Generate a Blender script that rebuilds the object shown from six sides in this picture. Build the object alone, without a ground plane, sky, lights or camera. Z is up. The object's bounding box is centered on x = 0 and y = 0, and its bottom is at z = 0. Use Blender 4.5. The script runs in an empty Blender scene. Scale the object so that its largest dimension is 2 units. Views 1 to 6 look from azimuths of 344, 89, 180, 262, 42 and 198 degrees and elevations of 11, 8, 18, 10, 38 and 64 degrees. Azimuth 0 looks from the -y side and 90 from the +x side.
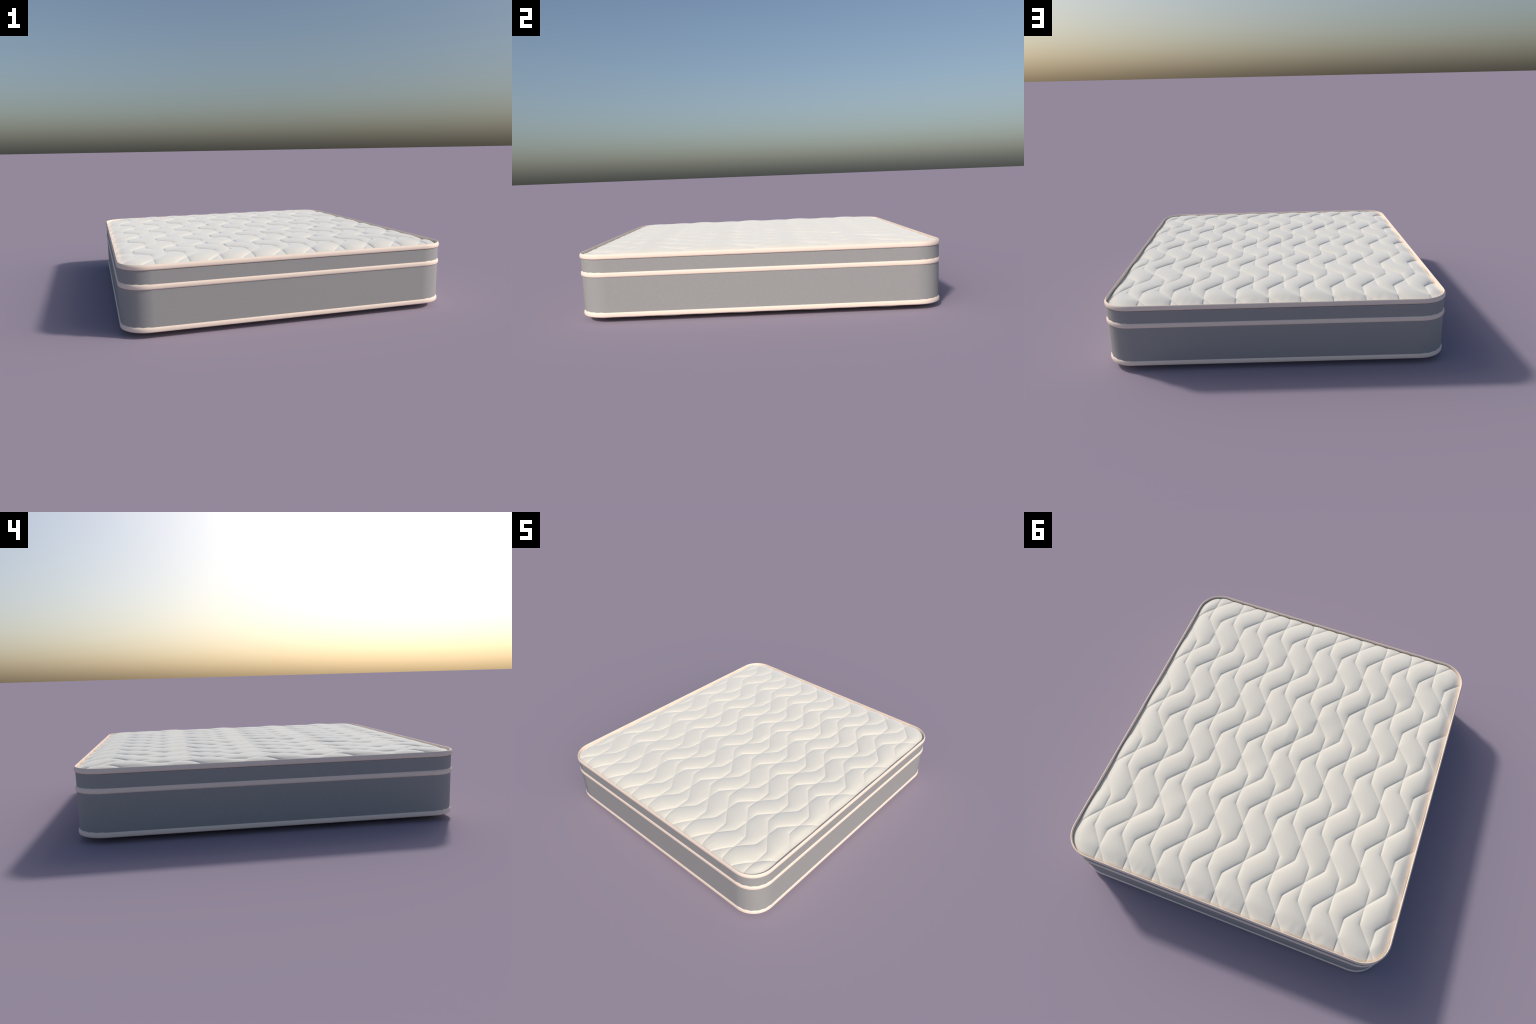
"""A square-ish pillow-top mattress: quilted top and bottom panels, two plain
fabric side bands, and three corded piping strips that run round the edge."""
import math
import bpy
import numpy as np

# ------------------------------------------------------------------ sizes (m)
HALF_X, HALF_Y, CORNER = 0.920, 1.000, 0.150      # outline of the piping
WALL_IN = 0.0052                                  # side bands sit this far inside it
PIPE_H, PIPE_T = 0.0294, 0.0096                   # height and thickness of the piping
PIPE_Z = (0.0425, 0.2612, 0.3587)                 # mid heights: bottom, middle, top
EDGE_IN = 0.0098                                  # where the quilted panels end

# quilting lattice: two families of stepped stitch lines, mirror images
PX, PY = 0.1714, 0.3967
SLANT = 0.2022
Y0 = 0.0222
X_A, X_B = 0.1224, 0.0367
PUFF = 0.0152


# ------------------------------------------------------------------- helpers
def mesh_object(name, verts, faces, mat, parent, smooth=True):
    me = bpy.data.meshes.new(name)
    verts = np.asarray(verts, np.float32)
    faces = np.asarray(faces, np.int32)
    me.vertices.add(len(verts))
    me.vertices.foreach_set("co", verts.ravel())
    k = faces.shape[1]
    me.loops.add(faces.size)
    me.loops.foreach_set("vertex_index", faces.ravel())
    me.polygons.add(len(faces))
    me.polygons.foreach_set("loop_start", np.arange(0, faces.size, k, dtype=np.int32))
    me.polygons.foreach_set("loop_total", np.full(len(faces), k, np.int32))
    me.update(calc_edges=True)
    me.validate()
    me.polygons.foreach_set("use_smooth", np.full(len(me.polygons), smooth))
    me.materials.append(mat)
    ob = bpy.data.objects.new(name, me)
    bpy.context.scene.collection.objects.link(ob)
    ob.parent = parent
    return ob


def outline(inset, per_corner):
    """Rounded rectangle, anticlockwise: points and outward unit normals."""
    r = CORNER - inset
    cx, cy = HALF_X - CORNER, HALF_Y - CORNER
    pts, nrm = [], []
    for q, (sx, sy) in enumerate(((1, 1), (-1, 1), (-1, -1), (1, -1))):
        for i in range(per_corner + 1):
            a = math.radians(90 * q + 90 * i / per_corner)
            n = (math.cos(a), math.sin(a))
            pts.append((sx * cx + r * n[0], sy * cy + r * n[1]))
            nrm.append(n)
    # extra points along the straight sides, so shading normals stay straight
    out_p, out_n = [], []
    m = len(pts)
    for i in range(m):
        out_p.append(pts[i])
        out_n.append(nrm[i])
        if (i + 1) % (per_corner + 1) == 0:
            a, b = np.array(pts[i]), np.array(pts[(i + 1) % m])
            for t in (0.01, 0.25, 0.5, 0.75, 0.99):
                out_p.append(tuple(a + (b - a) * t))
                out_n.append(nrm[i])
    return np.array(out_p), np.array(out_n)


def sweep(section, per_corner):
    """Closed section of (outward offset, z) carried round the outline."""
    p, n = outline(0.0, per_corner)
    section = np.asarray(section)
    m, k = len(p), len(section)
    v = np.zeros((m, k, 3))
    v[:, :, :2] = p[:, None, :] + n[:, None, :] * section[None, :, :1]
    v[:, :, 2] = section[None, :, 1]
    i, j = np.meshgrid(np.arange(m), np.arange(k), indexing="ij")
    i2, j2 = (i + 1) % m, (j + 1) % k
    f = np.stack([i * k + j, i2 * k + j, i2 * k + j2, i * k + j2], -1).reshape(-1, 4)
    return v.reshape(-1, 3), f


# ----------------------------------------------------------------- materials
def new_material(name):
    m = bpy.data.materials.new(name)
    m.use_nodes = True
    nt = m.node_tree
    return m, nt, nt.nodes["Principled BSDF"]


def fabric(name, colour, dark, rough, grain_scale, stretch, bump, patchy, sheen=0.0, soft=0.0, mottle=0.5):
    """Woven cloth: fine grain in the bump, strength varied in soft patches."""
    m, nt, bsdf = new_material(name)
    N, L = nt.nodes, nt.links
    tc = N.new("ShaderNodeTexCoord")
    mp = N.new("ShaderNodeMapping")
    mp.inputs["Scale"].default_value = stretch
    L.new(tc.outputs["Object"], mp.inputs["Vector"])
    grain = N.new("ShaderNodeTexNoise")
    grain.inputs["Scale"].default_value = grain_scale
    grain.inputs["Detail"].default_value = 3.0
    grain.inputs["Roughness"].default_value = 0.6
    L.new(mp.outputs["Vector"], grain.inputs["Vector"])
    patch = N.new("ShaderNodeTexNoise")
    patch.inputs["Scale"].default_value = 5.0
    patch.inputs["Detail"].default_value = 2.0
    L.new(tc.outputs["Object"], patch.inputs["Vector"])
    rng = N.new("ShaderNodeMapRange")
    rng.inputs["From Min"].default_value = 0.35
    rng.inputs["From Max"].default_value = 0.65
    rng.inputs["To Min"].default_value = bump * (1 - patchy)
    rng.inputs["To Max"].default_value = bump
    L.new(patch.outputs["Fac"], rng.inputs["Value"])
    bp = N.new("ShaderNodeBump")
    bp.inputs["Distance"].default_value = 0.002
    L.new(rng.outputs["Result"], bp.inputs["Strength"])
    L.new(grain.outputs["Fac"], bp.inputs["Height"])
    L.new(bp.outputs["Normal"], bsdf.inputs["Normal"])
    ramp = N.new("ShaderNodeValToRGB")
    ramp.color_ramp.elements[0].position = 0.5 - mottle / 2
    ramp.color_ramp.elements[0].color = (*dark, 1)
    ramp.color_ramp.elements[1].position = 0.5 + mottle / 2
    ramp.color_ramp.elements[1].color = (*colour, 1)
    L.new(grain.outputs["Fac"], ramp.inputs["Fac"])
    L.new(ramp.outputs["Color"], bsdf.inputs["Base Color"])
    bsdf.inputs["Roughness"].default_value = rough
    bsdf.inputs["Diffuse Roughness"].default_value = soft
    bsdf.inputs["Sheen Weight"].default_value = sheen
    bsdf.inputs["Sheen Roughness"].default_value = 0.65
    bsdf.inputs["Sheen Tint"].default_value = (1.0, 1.0, 0.99, 1)
    return m


QUILT = fabric("white_quilted_cloth", (0.83, 0.785, 0.68), (0.81, 0.765, 0.66), 0.8,
               160.0, (1, 1, 1), 0.06, 0.6, sheen=0.88, soft=0.10)
BAND = fabric("grey_knit_cloth", (0.368, 0.366, 0.360), (0.324, 0.322, 0.317), 0.75,
              150.0, (1.3, 1.3, 0.85), 0.42, 0.75)
CORD = fabric("cream_piping_cloth", (0.965, 0.805, 0.68), (0.945, 0.785, 0.66), 0.7,
              90.0, (1, 1, 1), 0.03, 0.5)


# ------------------------------------------------------------ quilting relief
def stitch_lines(y, slant_dir):
    """Offset across x of a stepped stitch line at y (mod PX)."""
    ph = np.mod(y - Y0, PY)
    if slant_dir < 0:                     # family A: slants first, then straight
        t = np.clip(ph / SLANT, 0, 1)
        return X_A + PX * (1 - t)
    start = PY - SLANT                    # family B: straight first, then slants
    t = np.clip((ph - start) / SLANT, 0, 1)
    return X_B + PX * t


def puff_tile(nx=128, ny=296, steps=6000):
    """Inflated-membrane height of one repeat, zero along the stitches."""
    x = (np.arange(nx) + 0.5) / nx * PX
    y = (np.arange(ny) + 0.5) / ny * PY
    X, Y = np.meshgrid(x, y, indexing="ij")
    free = np.ones_like(X)
    fine = np.linspace(0, PY, 2400, endpoint=False)
    for s in (-1, 1):
        lx = stitch_lines(fine, s)
        i = np.floor(np.mod(lx, PX) / PX * nx).astype(int) % nx
        j = np.floor(np.mod(fine, PY) / PY * ny).astype(int) % ny
        free[i, j] = 0
    dx2, dy2 = (PX / nx) ** 2, (PY / ny) ** 2
    h = np.zeros_like(X)
    w = 0.5 / (1 / dx2 + 1 / dy2)
    for _ in range(steps):
        lap = (np.roll(h, 1, 0) + np.roll(h, -1, 0)) / dx2 + (np.roll(h, 1, 1) + np.roll(h, -1, 1)) / dy2
        h = free * w * (lap + 1.0)
    h /= h.max()
    return h


MEMBRANE = puff_tile()
TILE = MEMBRANE ** 0.61
CREASE = np.exp(-MEMBRANE / 0.05)      # 1 along the stitches, 0 on the pads


def repeat(tile, x, y):
    """Read a repeat tile at any point of the panel."""
    nx, ny = tile.shape
    u = np.mod(x, PX) / PX * nx - 0.5
    v = np.mod(y, PY) / PY * ny - 0.5
    i, j = np.floor(u).astype(int), np.floor(v).astype(int)
    fu, fv = u - i, v - j
    i0, i1, j0, j1 = i % nx, (i + 1) % nx, j % ny, (j + 1) % ny
    return ((tile[i0, j0] * (1 - fu) + tile[i1, j0] * fu) * (1 - fv)
            + (tile[i0, j1] * (1 - fu) + tile[i1, j1] * fu) * fv)


def smoothstep(t):
    t = np.clip(t, 0, 1)
    return t * t * (3 - 2 * t)


def quilted_panel(name, parent, step, edge_z, rise, reach, lip, puff_h, crease, sign):
    """Grid clipped to the rounded outline; its rim dives behind the piping."""
    hx, hy, r = HALF_X - EDGE_IN, HALF_Y - EDGE_IN, CORNER - EDGE_IN
    nx, ny = int(2 * hx / step) + 2, int(2 * hy / step) + 2
    x = np.linspace(-hx, hx, nx)
    y = np.linspace(-hy, hy, ny)
    X, Y = np.meshgrid(x, y, indexing="ij")
    qx, qy = np.abs(X) - (hx - r), np.abs(Y) - (hy - r)
    out = np.hypot(np.maximum(qx, 0), np.maximum(qy, 0))
    sd = out + np.minimum(np.maximum(qx, qy), 0) - r
    outside = sd > 1e-9
    # pull the corner points that fall outside back onto the arc
    k = np.where(outside, r / np.maximum(out, 1e-9), 1.0)
    corner = (qx > 0) & (qy > 0) & outside
    X = np.where(corner, np.sign(X) * ((hx - r) + qx * k), X)
    Y = np.where(corner, np.sign(Y) * ((hy - r) + qy * k), Y)
    d = np.maximum(-np.where(outside, 0.0, sd), 0.0)
    # away from the rim, let the two nearest sides blend so no mitre shows
    a, b = hx - np.abs(X), hy - np.abs(Y)
    soft = np.maximum(0.25 - np.abs(a - b), 0) / 0.25
    inner = np.minimum(a, b) - soft ** 2 * 0.25 / 4
    w = smoothstep((d - 0.02) / 0.11)
    roll = d * (1 - w) + np.maximum(inner, 0) * w
    end = smoothstep((a - b) / 0.16 + 0.5)     # 1 along the short ends, 0 along the long sides
    base = edge_z + rise * (1 - np.clip(1 - roll / (reach * (0.68 + 0.32 * end)), 0, 1) ** 2.6) + lip * (0.2 + 0.8 * end) * smoothstep(d / 0.013)
    near = smoothstep(d / (0.06 + 0.04 * end))
    Z = base + puff_h * repeat(TILE, X, Y) * (1 - (0.60 - 0.30 * end) * (1 - near)) * smoothstep(d / 0.010 + 0.35) - crease * repeat(CREASE, X, Y) * (1 - near) * smoothstep(d / 0.02)
    # slack cloth where the panel is sewn down: faint lumps near the rim
    lumps = (np.sin(31 * X + 9 * np.sin(7 * Y)) * np.sin(37 * Y + 8 * np.sin(9 * X + 1.3))
             + 0.5 * np.sin(83 * X - 41 * Y + 5 * np.sin(13 * X)))
    Z = Z + 0.0009 * lumps * (1 - near) * smoothstep(d / 0.02)
    Z = sign * Z
    idx = np.arange(nx * ny).reshape(nx, ny)
    f = np.stack([idx[:-1, :-1], idx[1:, :-1], idx[1:, 1:], idx[:-1, 1:]], -1)
    gone = outside[:-1, :-1] & outside[1:, :-1] & outside[1:, 1:] & outside[:-1, 1:]
    f = f[~gone].reshape(-1, 4)
    if sign < 0:
        f = f[:, ::-1]
    used = np.unique(f)
    remap = np.full(nx * ny, -1)
    remap[used] = np.arange(len(used))
    v = np.stack([X, Y, Z], -1).reshape(-1, 3)[used]
    return mesh_object(name, v, remap[f], QUILT, parent)


# --------------------------------------------------------------------- build
mattress = bpy.data.objects.new("mattress", None)
bpy.context.scene.collection.objects.link(mattress)
mattress["label"] = "thick white quilted mattress with grey sides and cream piping"
mattress["category"] = "mattress"

TOP_EDGE = PIPE_Z[2] - 0.0128
top = quilted_panel("top_panel", mattress, 0.0027, TOP_EDGE, 0.0265, 0.22, 0.0070, PUFF, 0.0022, 1)
bottom = quilted_panel("bottom_panel", mattress, 0.008, 0.0, 0.024, 0.30, 0.0, 0.010, 0.0, -1)
low = min(v.co.z for v in bottom.data.vertices)
for v in bottom.data.vertices:
    v.co.z -= low
bottom.data.update()

# side bands: a wall with thickness, between one piping and the next
for z0, z1 in ((PIPE_Z[0], PIPE_Z[1]), (PIPE_Z[1] + 0.001, PIPE_Z[2] - PIPE_H / 2)):
    wall = [(-WALL_IN, z0), (-WALL_IN, z1), (-WALL_IN - 0.007, z1), (-WALL_IN - 0.007, z0)]
    v, f = sweep(wall, 5)
    band = mesh_object("side_band", v, f, BAND, mattress)
    band.data.set_sharp_from_angle(angle=math.radians(50))

# piping: flat tape with a bulging outer face and rounded edges
h, t = PIPE_H / 2, PIPE_T
sec = []
for i in range(13):                        # lens-shaped outer bulge, from bottom to top
    u = -1 + 2 * i / 12                    # blunt below, tapering above
    sec.append((-0.0066 * u ** 2.2, h * u) if u > 0 else (-0.0066 * (1 - (1 - u ** 4) ** 0.6), 0.92 * h * u))
for off, zz in ((0.0014, h - 0.0003), (0.0004, h - 0.0010), (0, h - 0.0022), (0, 0),
                (0, -h + 0.0022), (0.0004, -h + 0.0010), (0.0014, -h + 0.0003)):
    sec.append((-t + off, zz))             # thin, straight inner face
v, f = sweep(sec, 10)
pipe = mesh_object("piping", v, f, CORD, mattress)
pipe.location.z = PIPE_Z[2]
for z in PIPE_Z[:2]:
    other = pipe.copy()
    other.location.z = z
    bpy.context.scene.collection.objects.link(other)
